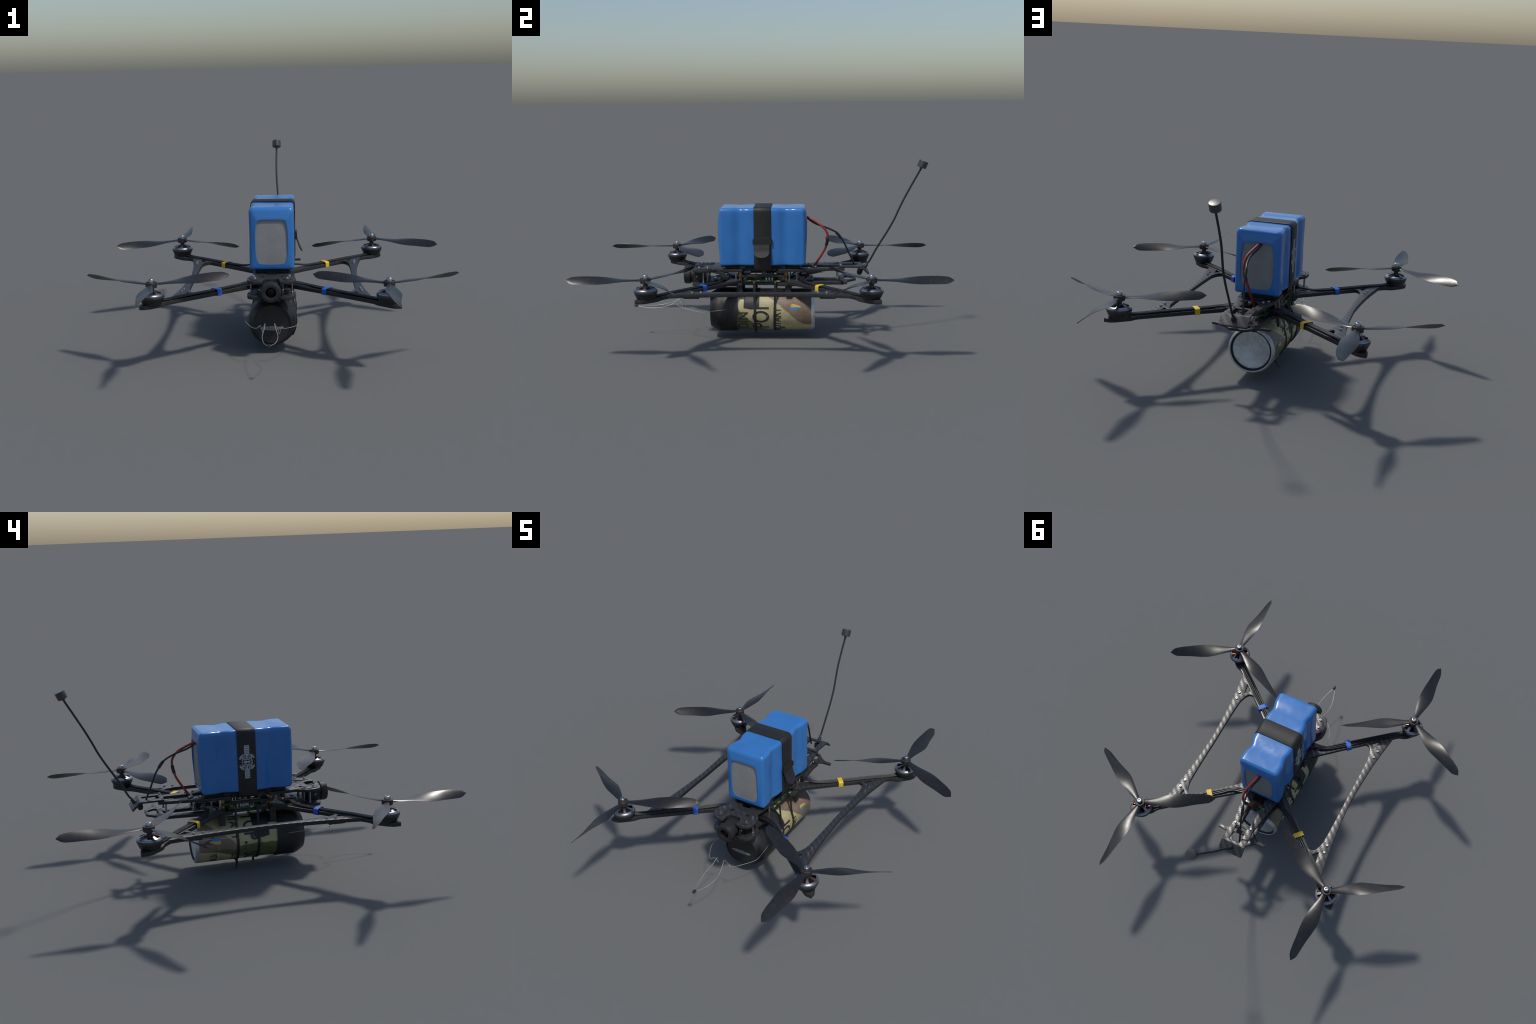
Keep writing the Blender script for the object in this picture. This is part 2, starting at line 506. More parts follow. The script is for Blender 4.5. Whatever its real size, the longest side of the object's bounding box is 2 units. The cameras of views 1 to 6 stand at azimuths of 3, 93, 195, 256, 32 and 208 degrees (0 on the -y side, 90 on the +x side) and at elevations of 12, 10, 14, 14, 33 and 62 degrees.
# ------------------------------------------------------------------ arms, braces
AZ0, AZ1 = .327, .347
MX, MY = .5735, .5815
def arm_outline():
    d = Vector((.762, .647)); n = Vector((-.647, .762)); c0 = Vector((.298, .3375))
    q = lambda s, w, r=.01: (*(c0 + d * s + n * w), r)
    up = [q(-.33, .010), q(-.29, .032), q(-.20, .0275, .03), q(-.05, .0230, .05), q(.19, .0205, .05), q(.285, .0205), q(.318, .034), q(.345, .034)]
    tip = [(.574, .618, .004), (.597, .630, .004), (.629, .631, .003), (.629, .597, .004), (.617, .572, .004)]
    lo = [q(.345, -.034), q(.318, -.034), q(.285, -.0205), q(.19, -.0205, .05), q(-.05, -.0230, .05), q(-.20, -.0275, .03), q(-.29, -.032), q(-.33, -.010)]
    return fillet(up + tip + lo, .01)
ARM_D = Vector((.762, .647, 0)); ARM_N = Vector((-.647, .762, 0)); ARM_C = Vector((.298, .3375, 0))
def arm_pt(s, w, z): return ARM_C + ARM_D * s + ARM_N * w + Vector((0, 0, z))

def cable_mesh(front):
    ms = []
    r = random.Random(11 + front)
    for i, w in enumerate((.0105, .0005, -.0095)):
        zz = AZ1 + .0055
        pts = [arm_pt(.322, w * .8, zz + .004), arm_pt(.27, w, zz), arm_pt(.15, w + r.uniform(-.001, .001), zz + .001), arm_pt(.0, w, zz), arm_pt(-.085, w, zz + .001),
               Vector((.176 + w * .2, .2385 + w, zz + .003 + .001 * i)), Vector((.126, .2260 + w, zz + .009 + .002 * i)),
               Vector((.082 - .006 * i, .222 + w, .364 - .001 * i)), Vector((.052 - .010 * i, .220 + w * .6, .351))]
        ms.append(tube(pts, .0047, 10, 6))
    return join_meshes(ms)

def tape_mesh():
    """band wrapped round arm and cables"""
    w, z0, z1 = .0285, AZ0 - .002, AZ1 + .0125
    sec = fillet([(-w, z0), (w, z0), (w, z1 - .004), (w * .6, z1), (-w * .6, z1), (-w, z1 - .004)], .004)
    inner = [(p[0] * .94, (p[1] - .34) * .92 + .34) for p in sec]
    vs, fs = [], []; n = len(sec); L = .0135
    s0 = -.020
    for ring, s in ((sec, -L), (sec, L), (inner, L), (inner, -L)):
        vs += [arm_pt(s0 + s, p[0], p[1]) for p in ring]
    for i in range(4):
        for j in range(n):
            a, b = i * n, ((i + 1) % 4) * n
            fs.append([a + j, a + (j + 1) % n, b + (j + 1) % n, b + j])
    return mesh(vs, fs)

brace_half = [(.4535, 0, .2), (.456, .068, .1), (.463, .194, .1), (.4745, .317, .05), (.497, .462, .02), (.5005, .486, .004), (.486, .496, .004),
              (.345, .378, .004), (.352, .366, .004), (.376, .374, .02), (.395, .3715, .015), (.4105, .352, .015), (.4235, .308, .02), (.4265, .225, .1), (.4265, .081, .1)]
brace_pts = brace_half[1:] + [(.425, 0, .2)] + [(p[0], -p[1], *p[2:]) for p in reversed(brace_half[1:])] + [brace_half[0]]
brace_tri = [fillet([(.4285, s * .365), (.402, s * .394), (.440, s * .431)], .003) for s in (1, -1)]

def mirrored(me, sx, sy):
    out = me.copy()
    for v in out.vertices: v.co = Vector((v.co.x * sx, v.co.y * sy, v.co.z))
    if sx * sy < 0: out.flip_normals()
    return out

arm_a = carbon(plate_mesh(arm_outline(), AZ0, AZ1, [], .0012))
cab_a, tape_a = cable_mesh(0), tape_mesh()
for sx, sy in ((1, 1), (-1, 1), (-1, -1), (1, -1)):
    arm = link('arm', mirrored(arm_a, sx, sy), root, angle=30)
    link('motor_cable', mirrored(cab_a, sx, sy), arm, ['cable'])
    link('cable_tape', mirrored(tape_a, sx, sy), arm, ['yellowtape' if sy > 0 else 'bluetape'])
brace_me = plate_mesh(fillet(brace_pts, .01), .3295, .3495, brace_tri, .0012)
for sx in (1, -1):
    b = link('brace', carbon(mirrored(brace_me, sx, 1)), root, angle=30)
    for sy in (1, -1):
        screw(sx * .4555, sy * .3555, .3495, b); screw(sx * .4515, sy * .310, .3495, b)
        link('brace_underplate', box((sx * .453, sy * .36, .3255), (.036, .085, .0085), .002), b, ['edge'])

# ------------------------------------------------------------------ motors
def motor_bell():
    """rotor: flux ring, cone, spoked dome"""
    low = lathe([(.0, .349), (.046, .349), (.049, .352), (.0600, .3775), (.0565, .3775), (.045, .354), (0, .354)], 48)
    return low
bell_low = motor_bell(); 
band_me = lathe([(.0602, .3775), (.0612, .379), (.0612, .389), (.060, .3915), (.052, .3915), (.052, .3775)], 48, closed=True)
def dome_mesh(ns=6):
    vs, fs = [], []; N = 72
    prof = [(.0600, .3915), (.0575, .3965), (.0530, .4000), (.0480, .4025), (.030, .4090), (.018, .4125), (.0125, .4145)]
    for r, z in prof:
        vs += [(r * cos(2 * pi * i / N), r * sin(2 * pi * i / N), z) for i in range(N)]
    for k in range(len(prof) - 1):
        for i in range(N):
            ph = (i + .5) * ns / N % 1.0
            if k in (3, 4) and .17 < ph < .83: continue        # window between spokes
            a = k * N; b = a + N; j = (i + 1) % N
            fs.append([a + i, a + j, b + j, b + i])
    me = mesh(vs, fs, False)
    bm = bmesh.new(); bm.from_mesh(me)
    bmesh.ops.recalc_face_normals(bm, faces=bm.faces)
    if sum(f.normal.z for f in bm.faces) < 0: bmesh.ops.reverse_faces(bm, faces=bm.faces)
    r = bmesh.ops.extrude_face_region(bm, geom=bm.faces[:])
    bmesh.ops.translate(bm, verts=[g for g in r['geom'] if isinstance(g, bmesh.types.BMVert)], vec=(0, 0, -.004))
    bmesh.ops.recalc_face_normals(bm, faces=bm.faces)
    bm.to_mesh(me); bm.free()
    return me
dome_me = dome_mesh()
def winding_mesh():
    ms = []
    for i in range(12):
        a = 2 * pi * i / 12
        R = Matrix.Rotation(a, 3, 'Z')
        for j in range(3):
            ms.append(box(R @ Vector((.036, 0, .384 + .006 * j)), (.026, .013 - .002 * j, .0045), .0015, R))
    ms.append(lathe([(0, .36), (.05, .36), (.05, .376), (0, .376)], 24))
    return join_meshes(ms)
wind_me = winding_mesh()
shaft_me = lathe([(0, .372), (.020, .372), (.016, .41), (.0125, .4155), (.0125, .4275), (0, .4275)], 24)
base_me = lathe([(0, AZ1), (.044, AZ1), (.046, .3485), (.046, .3505), (0, .3505)], 32)

# ------------------------------------------------------------------ propellers
# edge stations along the blade: radius, (offset, height) of leading and trailing edge, measured on the target
BL = [(.020, .0128, .4445, -.0122, .4392, .0090), (.028, .0137, .4440, -.0128, .4395, .0080), (.050, .0168, .4425, -.0163, .4402, .0066), (.072, .0205, .4424, -.0203, .4404, .0056),
      (.112, .0270, .4432, -.0290, .4396, .0048), (.152, .0338, .4452, -.0364, .4366, .0042), (.192, .0362, .4500, -.0396, .4318, .0036), (.242, .0338, .4550, -.0338, .4270, .0032),
      (.292, .0283, .4578, -.0258, .4256, .0029), (.342, .0244, .4588, -.0208, .4244, .0027), (.382, .0196, .4566, -.0172, .4252, .0025), (.398, .0142, .4536, -.0120, .4296, .0024),
      (.4185, .0008, .4418, -.0008, .4402, .0020)]
def lerp_stations(st, sub):
    out = []
    cols = list(zip(*st))
    for i in range(len(st) - 1):
        for k in range(sub):
            t = k / sub
            row = []
            for c in cols:
                p0, p1, p2, p3 = c[max(i - 1, 0)], c[i], c[i + 1], c[min(i + 2, len(c) - 1)]
                m1, m2 = (p2 - p0) / 2, (p3 - p1) / 2
                if i >= len(st) - 3: m1 = m2 = p2 - p1        # straight-cut tip
                row.append((2*t**3-3*t*t+1)*p1 + (t**3-2*t*t+t)*m1 + (-2*t**3+3*t*t)*p2 + (t**3-t*t)*m2)
            row[0] = st[i][0] + (st[i+1][0] - st[i][0]) * t
            out.append(row)
    out.append(list(st[-1]))
    return out
def blade_mesh(flip):
    rows = lerp_stations(BL, 4); K = 8; vs, fs = [], []
    s = -1 if flip else 1
    for r, tp, zp, tn, zn, th in rows:
        P = Vector((tp, zp)); Q = Vector((tn, zn)); ch = P - Q; L = ch.length; nn = Vector((-ch.y, ch.x)) / max(L, 1e-6)
        nn = nn if nn.y > 0 else -nn
        top_, bo_ = [], []
        for k in range(K + 1):
            u = k / K
            prof = (4 * u * (1 - u)) ** .7
            cam = .02 * L * 4 * u * (1 - u)
            c = Q + ch * u + nn * cam
            h = th * (.28 + .92 * prof) / 2
            top_.append(c + nn * h); bo_.append(c - nn * h)
        ring = top_ + bo_[::-1]
        vs += [(r, s * p.x, p.y) for p in ring]
    n = 2 * (K + 1)
    for i in range(len(rows) - 1):
        for j in range(n):
            a, b = i * n, (i + 1) * n
            fs.append([a + j, a + (j + 1) % n, b + (j + 1) % n, b + j])
    fs.append(list(range(n))); fs.append(list(range((len(rows) - 1) * n, len(rows) * n)))
    return mesh(vs, fs)
blade_me = [blade_mesh(False), blade_mesh(True)]
for b in blade_me: b.materials.append(MT['blade']); shade(b, 50)
hub_me = lathe([(.0125, .4275), (.026, .4275), (.0275, .429), (.0275, .4525), (.026, .4540), (.019, .4540), (.0185, .4515), (.012, .4515)], 36, closed=True)
bolt_me = lathe([(0, .4505), (.0140, .4505), (.0140, .4665), (.0125, .4700), (.0110, .4710), (.0070, .4710), (.0062, .4640), (0, .4640)], 28)
first = {}
def shared(name, me, parent, mats, M=None, angle=35):
    if name not in first:
        first[name] = me
        for k in mats: me.materials.append(MT[k])
        shade(me, angle)
    o = bpy.data.objects.new(name, me); SC.objects.link(o); o.parent = parent
    if M is not None: o.matrix_local = M
    return o
for i, (sx, sy) in enumerate(((-1, -1), (1, -1), (1, 1), (-1, 1))):
    spin = Matrix.Rotation(radians((17, 5, 43, 29)[i]), 4, 'Z')
    mot = shared('motor', bell_low, root, ['black'], Matrix.Translation((sx * MX, sy * MY, 0)))
    shared('motor_base', base_me, mot, ['black'])
    shared('flux_ring', band_me, mot, ['band'])
    shared('motor_bell', dome_me, mot, ['bell'], spin, 40)
    shared('copper_winding', wind_me, mot, ['copper'])
    shared('motor_shaft', shaft_me, mot, ['black'])
    prop = shared('propeller', hub_me, root, ['hub'], Matrix.Translation((sx * MX, sy * MY, 0)))
    flip = (sx * sy) < 0
    for k in range(3):
        a = radians((-90 if sy < 0 else 90) + 120 * k)
        o = bpy.data.objects.new('blade', blade_me[1 if flip else 0]); SC.objects.link(o); o.parent = prop
        o.matrix_local = Matrix.Rotation(a, 4, 'Z')
    shared('propeller_bolt', bolt_me, prop, ['steel'])

# ------------------------------------------------------------------ battery
BX, BHW = .0005, .1155          # centre x, half width
BZL, BZH = .4335, .7600
BYL = .2435
def rrect(hw, z0, z1, rad, rlow=None):
    """rounded rectangle ring in x-z, same number of points for every size"""
    pts = []
    hz = (z1 - z0) / 2; cz = (z0 + z1) / 2
    rl = rlow or rad
    corners = [(hw - rad, hz - rad, 0, rad), (-hw + rad, hz - rad, 90, rad), (-hw + rl, -hz + rl, 180, rl), (hw - rl, -hz + rl, 270, rl)]
    for k, (cx, cz_, a0, rad) in enumerate(corners):
        for i in range(8):
            a = radians(a0 + 90 * i / 7)
            pts.append(Vector((cx + rad * cos(a), cz + cz_ + rad * sin(a))))
        nx, nz, na, nr = corners[(k + 1) % 4]
        e = pts[-1]; a = radians(na); f = Vector((nx + nr * cos(a), cz + nz + nr * sin(a)))
        for i in range(1, 20): pts.append(e + (f - e) * (i / 20))
    return pts
def win_ring(n):
    """barrel-shaped window outline sampled by direction, to match ring ordering"""
    half = [(.000, .6985), (.045, .6985), (.070, .6935), (.0775, .672), (.0825, .640), (.0835, .590), (.0825, .530), (.0790, .500), (.0675, .4705), (.045, .4655), (.0, .4645)]
    poly = [Vector((-x, z)) for x, z in half] + [Vector((x, z)) for x, z in reversed(half[1:-1])]
    return poly
def ray_poly(poly, c, d):
    best = None
    for i in range(len(poly)):
        a, b = poly[i] - c, poly[(i + 1) % len(poly)] - c
        e = b - a; det = d.x * (-e.y) + d.y * e.x
        if abs(det) < 1e-9: continue
        t = (a.x * (-e.y) + a.y * e.x) / det; u = (d.x * a.y - d.y * a.x) / det
        if t > 0 and -1e-6 <= u <= 1 + 1e-6: best = t if best is None else min(best, t)
    return c + d * best
def battery_mesh():
    rings = []
    ys = [i / 60 for i in range(-60, 61)]
    def groove(y):
        g = math.exp(-((abs(y) - .130) / .034) ** 2)
        mid = -.0012 * math.exp(-(y / .09) ** 2)
        return -.0120 * g + mid
    for t in ys:
        y = t * .228
        dx = groove(y); top_dz = groove(y) * .16
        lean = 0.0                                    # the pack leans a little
        ring = rrect(BHW + dx, BZL, BZH + top_dz, .019, .012)
        rings.append([Vector((BX - lean + p.x, y, p.y)) for p in ring])
    # rounded ends, then the folded frame that bulges round the window, then its lip
    def cap(sign):
        base = rings[0] if sign < 0 else rings[-1]
        c = Vector((BX, (BZL + BZH) / 2))
        out = []
        b2 = [Vector((p.x, p.z)) for p in base]
        for dy, sc in ((.006, .006), (.0105, .013), (.0135, .020)):
            ring = []
            for p in b2:
                q = p - c; hw, hh = BHW, (BZH - BZL) / 2
                ring.append(Vector((c.x + q.x * (1 - sc * .55 / hw * .9), sign * (.228 + dy), c.y + q.y * (1 - sc * .55 / hh * .9))))
            out.append(ring)
        poly = win_ring(0)
        wc = Vector((BX, .58))
        w = []
        for p in b2:
            d = (p - wc).normalized(); w.append(ray_poly([v + Vector((BX, 0)) for v in poly], wc, d))
        last = [Vector((p.x, p.z)) for p in out[-1]]
        for f, bulge in ((.35, .0030), (.7, .0068), (.94, .0096), (1.0, .0092), (1.0, .0004)):
            ring = []
            for a, b in zip(last, w):
                k = .35 + .65 * min(1, max(0, (b.y - .48) / .12))     # the fold stands out most round the upper part
                ring.append(Vector((a.x + (b.x - a.x) * f, sign * (.2415 + bulge * (k if bulge > 0 else 1)), a.y + (b.y - a.y) * f)))
            out.append(ring)
        return out, w
    capF, w = cap(-1); capB, _ = cap(1)
    allr = capF[::-1] + rings + capB
    n = len(rings[0]); vs = [p for r in allr for p in r]; fs = []
    for i in range(len(allr) - 1):
        for j in range(n):
            a, b = i * n, (i + 1) * n
            fs.append([a + j, a + (j + 1) % n, b + (j + 1) % n, b + j])
    # soft dents of the shrink wrap
    for v in vs:
        k = .0010 * sin(v.y * 31 + v.z * 9) * cos(v.z * 24 + v.x * 17)
        if abs(v.y) < .235: v.x += k * (1 if v.x > 0 else -1); v.z += k * .8 if v.z > .7 else 0
    return mesh(vs, fs), w
bat_me, win = battery_mesh()
bat = link('battery', bat_me, root, ['wrap'], angle=60)
for sg in (-1, 1):
    vs = [(p.x, sg * .2428, p.y) for p in win]; c = len(vs); vs.append((BX, sg * .2432, .58))
    link('battery_end_board', mesh(vs, [[i, (i + 1) % c, c] for i in range(c)]), bat, ['panel'])

# strap: closed band round battery and top plate
def strap_path():
    ring = rrect(BHW + .0006, .4, BZH + .0018, .022)
    lo = .3955
    pts = []
    for p in ring:
        z = p.y; x = p.x + BX
        if z < .47:
            t = min(1, (.47 - z) / .07)
            x = x * (1 - .08 * t)
            z = max(lo, z) if z > lo else lo
        pts.append(Vector((x, .0018, z)))
    return pts
def strap_band():
    P = strap_path(); n = len(P); vs, fs = [], []
    W, T = .0488, .0034
    c = Vector((BX, 0, .58))
    for i, p in enumerate(P):
        t = (P[(i + 1) % n] - P[i - 1]).normalized(); nn = Vector((t.z, 0, -t.x))
        if nn.dot(p - c) < 0: nn = -nn
        skew = .003 * (p.x / .12)
        for a, b in ((-W, 0), (-W, T * .7), (-W + .0015, T), (W - .0015, T), (W, T * .7), (W, 0)):
            vs.append(p + nn * b + Vector((0, a + skew * .0, 0)))
    for i in range(n):
        a, b = i * 6, ((i + 1) % n) * 6
        for j in range(6): fs.append([a + j, a + (j + 1) % 6, b + (j + 1) % 6, b + j])
    return mesh(vs, fs)
strap = link('battery_strap', strap_band(), root, ['strap'], angle=40)
link('strap_buckle', box((.1235, .0015, .5730), (.0135, .109, .029), .0025), strap, ['black'])
# free tongue of the strap
def tongue():
    P = smooth_path([(.1245, 0, .60), (.1270, 0, .562), (.1335, 0, .540), (.1405, 0, .519), (.149, 0, .502), (.1575, 0, .4865)], 6)
    vs, fs = [], []; m = len(P); K = 10
    for i, p in enumerate(P):
        t = (P[min(i + 1, m - 1)] - P[max(i - 1, 0)]).normalized(); nn = Vector((-t.z, 0, t.x)); nn = nn if nn.x > 0 else -nn
        f = i / (m - 1)
        w = .0445 if f < .62 else .0445 * math.sqrt(max(.02, 1 - ((f - .62) / .385) ** 2.6))
        w *= 1 - .06 * f
        for s in (1, -1):
            for k in range(K + 1):
                u = -1 + 2 * k / K if s > 0 else 1 - 2 * k / K
                vs.append(p + nn * (.0018 * s) + Vector((0, -.0025 + u * w, 0)))
    n = 2 * (K + 1)
    for i in range(m - 1):
        for j in range(n):
            a, b = i * n, (i + 1) * n
            fs.append([a + j, a + (j + 1) % n, b + (j + 1) % n, b + j])
    fs.append(list(range(n))); fs.append(list(range((m - 1) * n, m * n)))
    return mesh(vs, fs)
link('strap_tongue', tongue(), strap, ['strap'], angle=50)

# printed emblem on the -x side of the strap: two lettered bars with a horned round badge between (plain stand-in)
def emblem():
    ms = []
    X = -(BHW + .0006 + .0034) + BX - .0004
    def pl(poly): # poly in (y,z)
        me = plate_mesh([(p[0], p[1]) for p in poly], 0, .0008, [], .0001)
        for v in me.vertices: v.co = Vector((X - v.co.z, v.co.x, v.co.y))
        me.flip_normals(); ms.append(me)
    def ringp(cy, cz, r0, r1, a0, a1, n=14):
        A = [radians(a0 + (a1 - a0) * i / n) for i in range(n + 1)]
        pl([(cy + r1 * cos(a), cz + r1 * sin(a)) for a in A] + [(cy + r0 * cos(a), cz + r0 * sin(a)) for a in reversed(A)])
    cy, cz = .0018, .592
    E = 1.22
    for i, z in enumerate((.676, .667, .658, .649, .640)): pl(fillet([(cy - .011, z - .0034), (cy + .011, z - .0034), (cy + .011, z + .0034), (cy - .011, z + .0034)], .001))
    for i, z in enumerate((.545, .536, .527, .518, .509)): pl(fillet([(cy - .010, z - .0034), (cy + .011, z - .0034), (cy + .011, z + .0034), (cy - .010, z + .0034)], .001))
    for s in (1, -1):
        pl([(cy + s * .0105, .506), (cy + s * .0135, .506), (cy + s * .0135, .680), (cy + s * .0105, .680)][::s])
    ringp(cy, cz, .0105 * E, .0145 * E, 0, 359, 28)
    for s in (1, -1):       # rounded shield sides
        ringp(cy, cz, .0235, .0300, 90 - 48 * s - 38, 90 - 48 * s + 38); ringp(cy, cz, .0235, .0300, 270 - 48 * s - 38, 270 - 48 * s + 38)
    pl(circle(cy + .005, cz, .0065, 14)); pl(circle(cy - .0065, cz, .005, 12))
    for a in (55, 125, 235, 305): ringp(cy + .026 * cos(radians(a)), cz + .031 * sin(radians(a)), .0065, .0135, a - 110, a + 110, 12)
    for s in (1, -1):
        ringp(cy, cz + s * .004, .036, .0440, 18 * s, 62 * s); ringp(cy, cz + s * .004, .037, .0440, 180 - 20 * s, 180 - 58 * s)
        pl(fillet([(cy - .007, cz + s * .020), (cy + .007, cz + s * .020), (cy + .010, cz + s * .042), (cy - .010, cz + s * .042)][::s], .002))
    pl(fillet([(cy + .024, cz - .02), (cy + .028, cz - .02), (cy + .030, cz), (cy + .028, cz + .02), (cy + .024, cz + .02), (cy + .0255, cz)], .002))
    return join_meshes(ms)
o = link('strap_emblem', emblem(), strap, ['emblem']); o['kind'] = 'stuff'

# battery leads
lead = link('battery_lead', tube([(-.010, .236, .701), (-.006, .254, .694), (.001, .273, .685), (.014, .302, .669), (.026, .330, .651), (.031, .353, .628), (.031, .366, .604), (.028, .368, .580), (.023, .365, .556), (.013, .354, .516), (.007, .330, .473), (.003, .301, .428), (.001, .281, .402), (.003, .258, .374), (.003, .249, .362)], .0062, 12, 8), bat, ['red'])
link('lead_sleeve', tube([(.0275, .3678, .576), (.0232, .3652, .556), (.0185, .3600, .535)], .0088, 12, 3), lead, ['black'])
lead2 = link('battery_lead', tube([(-.020, .236, .697), (-.015, .254, .687), (-.008, .273, .673), (.005, .302, .657), (.012, .345, .642), (.009, .388, .624), (.002, .420, .605), (-.002, .444, .575), (-.006, .465, .542), (-.012, .485, .497), (-.017, .503, .458), (-.022, .519, .424), (-.022, .526, .404)], .0050, 12, 8), bat, ['cable'])
link('lead_sleeve', tube([(.003, .416, .608), (.0005, .432, .591), (-.0018, .443, .576)], .0080, 12, 3), lead2, ['black'])
# loose cables between boards
ms = []
for sx in (1, -1):
    ms += [tube([(sx * .05, .22, .352), (sx * .075, .21, .385), (sx * .09, .19, .37), (sx * .085, .165, .35)], .004, 8, 6)]
o = link('loose_cable', join_meshes(ms), bot, ['cable']); o['kind'] = 'stuff'

# ------------------------------------------------------------------ camera
CZ = .3635
cam = link('camera', box((0, -.362, CZ), (.082, .055, .066), .005), root, ['black'])
link('lens_barrel', lathe([(0, -.385), (.040, -.385), (.047, -.392), (.047, -.412), (.0435, -.415), (.0435, -.418), (.0515, -.421), (.0515, -.446), (.0490, -.4545), (.0445, -.4570), (.031, -.4570), (.0265, -.455), (.0260, -.430), (0, -.428)], 48, (0, 0, CZ), 'Y'), cam, ['black'])
link('lens_glass', lathe([(0, -.446), (.012, -.4452), (.020, -.4425), (.0258, -.4385)], 32, (0, 0, CZ), 'Y'), cam, ['lens'])
for sx in (1, -1):
    prof = fillet([(-.403, .334), (-.384, .395), (-.346, .395), (-.338, .334)], .006)
    me = plate_mesh(prof, 0, .005, [], .0008)
    for v in me.vertices: v.co = Vector((sx * .0555 + v.co.z - .0025, v.co.x, v.co.y))
    me.flip_normals()
    link('camera_bracket', me, cam, ['black'])
    screw(sx * .058, -.380, CZ, cam, .8, Matrix.Rotation(sx * pi / 2, 4, 'Y'))
link('camera_tray', box((0, -.372, .3125), (.092, .075, .006), .001), cam, ['black'])

# ------------------------------------------------------------------ antenna and its mount
mount_out = fillet([(-.062, .432), (.062, .432), (.070, .560, .001), (-.070, .560, .001)], .003)
mount_hole = fillet([(-.030, .452), (.036, .452), (.032, .541), (-.032, .541)], .003)
mnt = carbon_plate('antenna_mount', mount_out, .4125, .4225, [mount_hole], root)
flap = plate_mesh(fillet([(-.070, 0, .001), (.070, 0, .001), (.070, .058, .009), (-.070, .058, .009)], .003), -.005, .005, [], .0012)
R = Matrix.Translation((0, .5575, .4175)) @ Matrix.Rotation(radians(-43), 4, 'X')
carbon(flap); flap.transform(R)
link('antenna_flap', flap, mnt)
nrm = Vector((0, .682, .731)); fc = Vector((.003, .5735, .402))
def along(c, d, prof, n=20):
    me = lathe(prof, n); q = Vector(d).to_track_quat('Z', 'Y'); me.transform(Matrix.Translation(c) @ q.to_matrix().to_4x4()); return me
link('antenna_socket', join_meshes([along(fc, nrm, [(0, -.004), (.0135, -.004), (.0135, .010), (.011, .013), (.0095, .024), (.0075, .03), (0, .03)]),
                                    along(fc + Vector((0, -.018, -.006)), (0, -.25, -1), [(0, 0), (.016, 0), (.016, .022), (.010, .034), (0, .034)], 12)]), mnt, ['black'])
ant = link('antenna', tube([(.003, .588, .418), (.001, .594, .429), (.003, .607, .4435), (.007, .648, .519), (.009, .702, .607), (.008, .742, .678), (.005, .768, .735), (.000, .803, .806), (-.001, .843, .880), (0, .886, .958), (0, .894, .976)], .0055, 12, 6), root, ['black'])
ad = Vector((0, .395, .919)).normalized(); ac = Vector((0, .8995, .990))
link('antenna_cap', along(ac, ad, [(0, -.0285), (.0075, -.0285), (.0085, -.0195), (.0245, -.0195), (.0262, -.0175), (.0265, -.015), (.0265, .0180), (.0256, .0196), (.0240, .0200), (0, .0200)], 40), ant, ['cap'], angle=22)

# ------------------------------------------------------------------ canister (taped drinks can)
O = (0, 0, CAN_Z)
can = link('canister', lathe([(.117, -.24), (.1195, -.20), (CAN_R, -.15), (CAN_R, .10), (CAN_R, .271), (.1192, .2745)], 96, O, 'Y'), root, ['label'])
link('can_rim', lathe([(.1190, .2744), (.1200, .2760), (.1195, .2800), (.1165, .2885), (.1120, .2935), (.1085, .2940), (.1055, .2920), (.1035, .2870), (.1015, .2815), (.0990, .2800)], 96, O, 'Y'), can, ['tin'])
link('can_groove', lathe([(.1058, .2922), (.1036, .2868), (.1018, .2812), (.0965, .2806), (.0962, .2822), (.0995, .2824), (.1012, .287), (.1035, .2926)], 96, O, 'Y', closed=True), can, ['edge'])
link('can_base', lathe([(.0975, .2815), (.096, .2838), (.091, .2842), (.085, .2828), (.06, .2768), (.03, .2730), (0, .2718)], 96, O, 'Y'), can, ['tin'])
# taped nose cap with uneven wrap edges
def cap_mesh():
    prof = [(.1255, -.148), (.1262, -.160), (.1262, -.200), (.1268, -.240), (.1252, -.256), (.1190, -.272), (.1095, -.288), (.1025, -.2985), (.1000, -.3035), (.0965, -.3030), (.0955, -.3000), (.0950, -.2955), (.090, -.2945), (.05, -.2952), (0, -.2956)]
    n = 96; me = lathe(prof, n, (0, 0, 0), 'Y')
    for v in me.vertices:
        a = atan2(v.co.z, v.co.x); r = hypot(v.co.x, v.co.z)
        if r > .07:
            k = 1 + .006 * sin(3 * a + 1) * (1 if v.co.y < -.2 else .5) + .004 * sin(7 * a + v.co.y * 30)
            v.co.x *= k; v.co.z *= k
        if v.co.y > -.152: v.co.y += .003 * sin(2 * a + .6) + .0015 * sin(5 * a)
        v.co.z += CAN_Z
    return me
cap = link('nose_cap', cap_mesh(), can, ['tape'], angle=28)
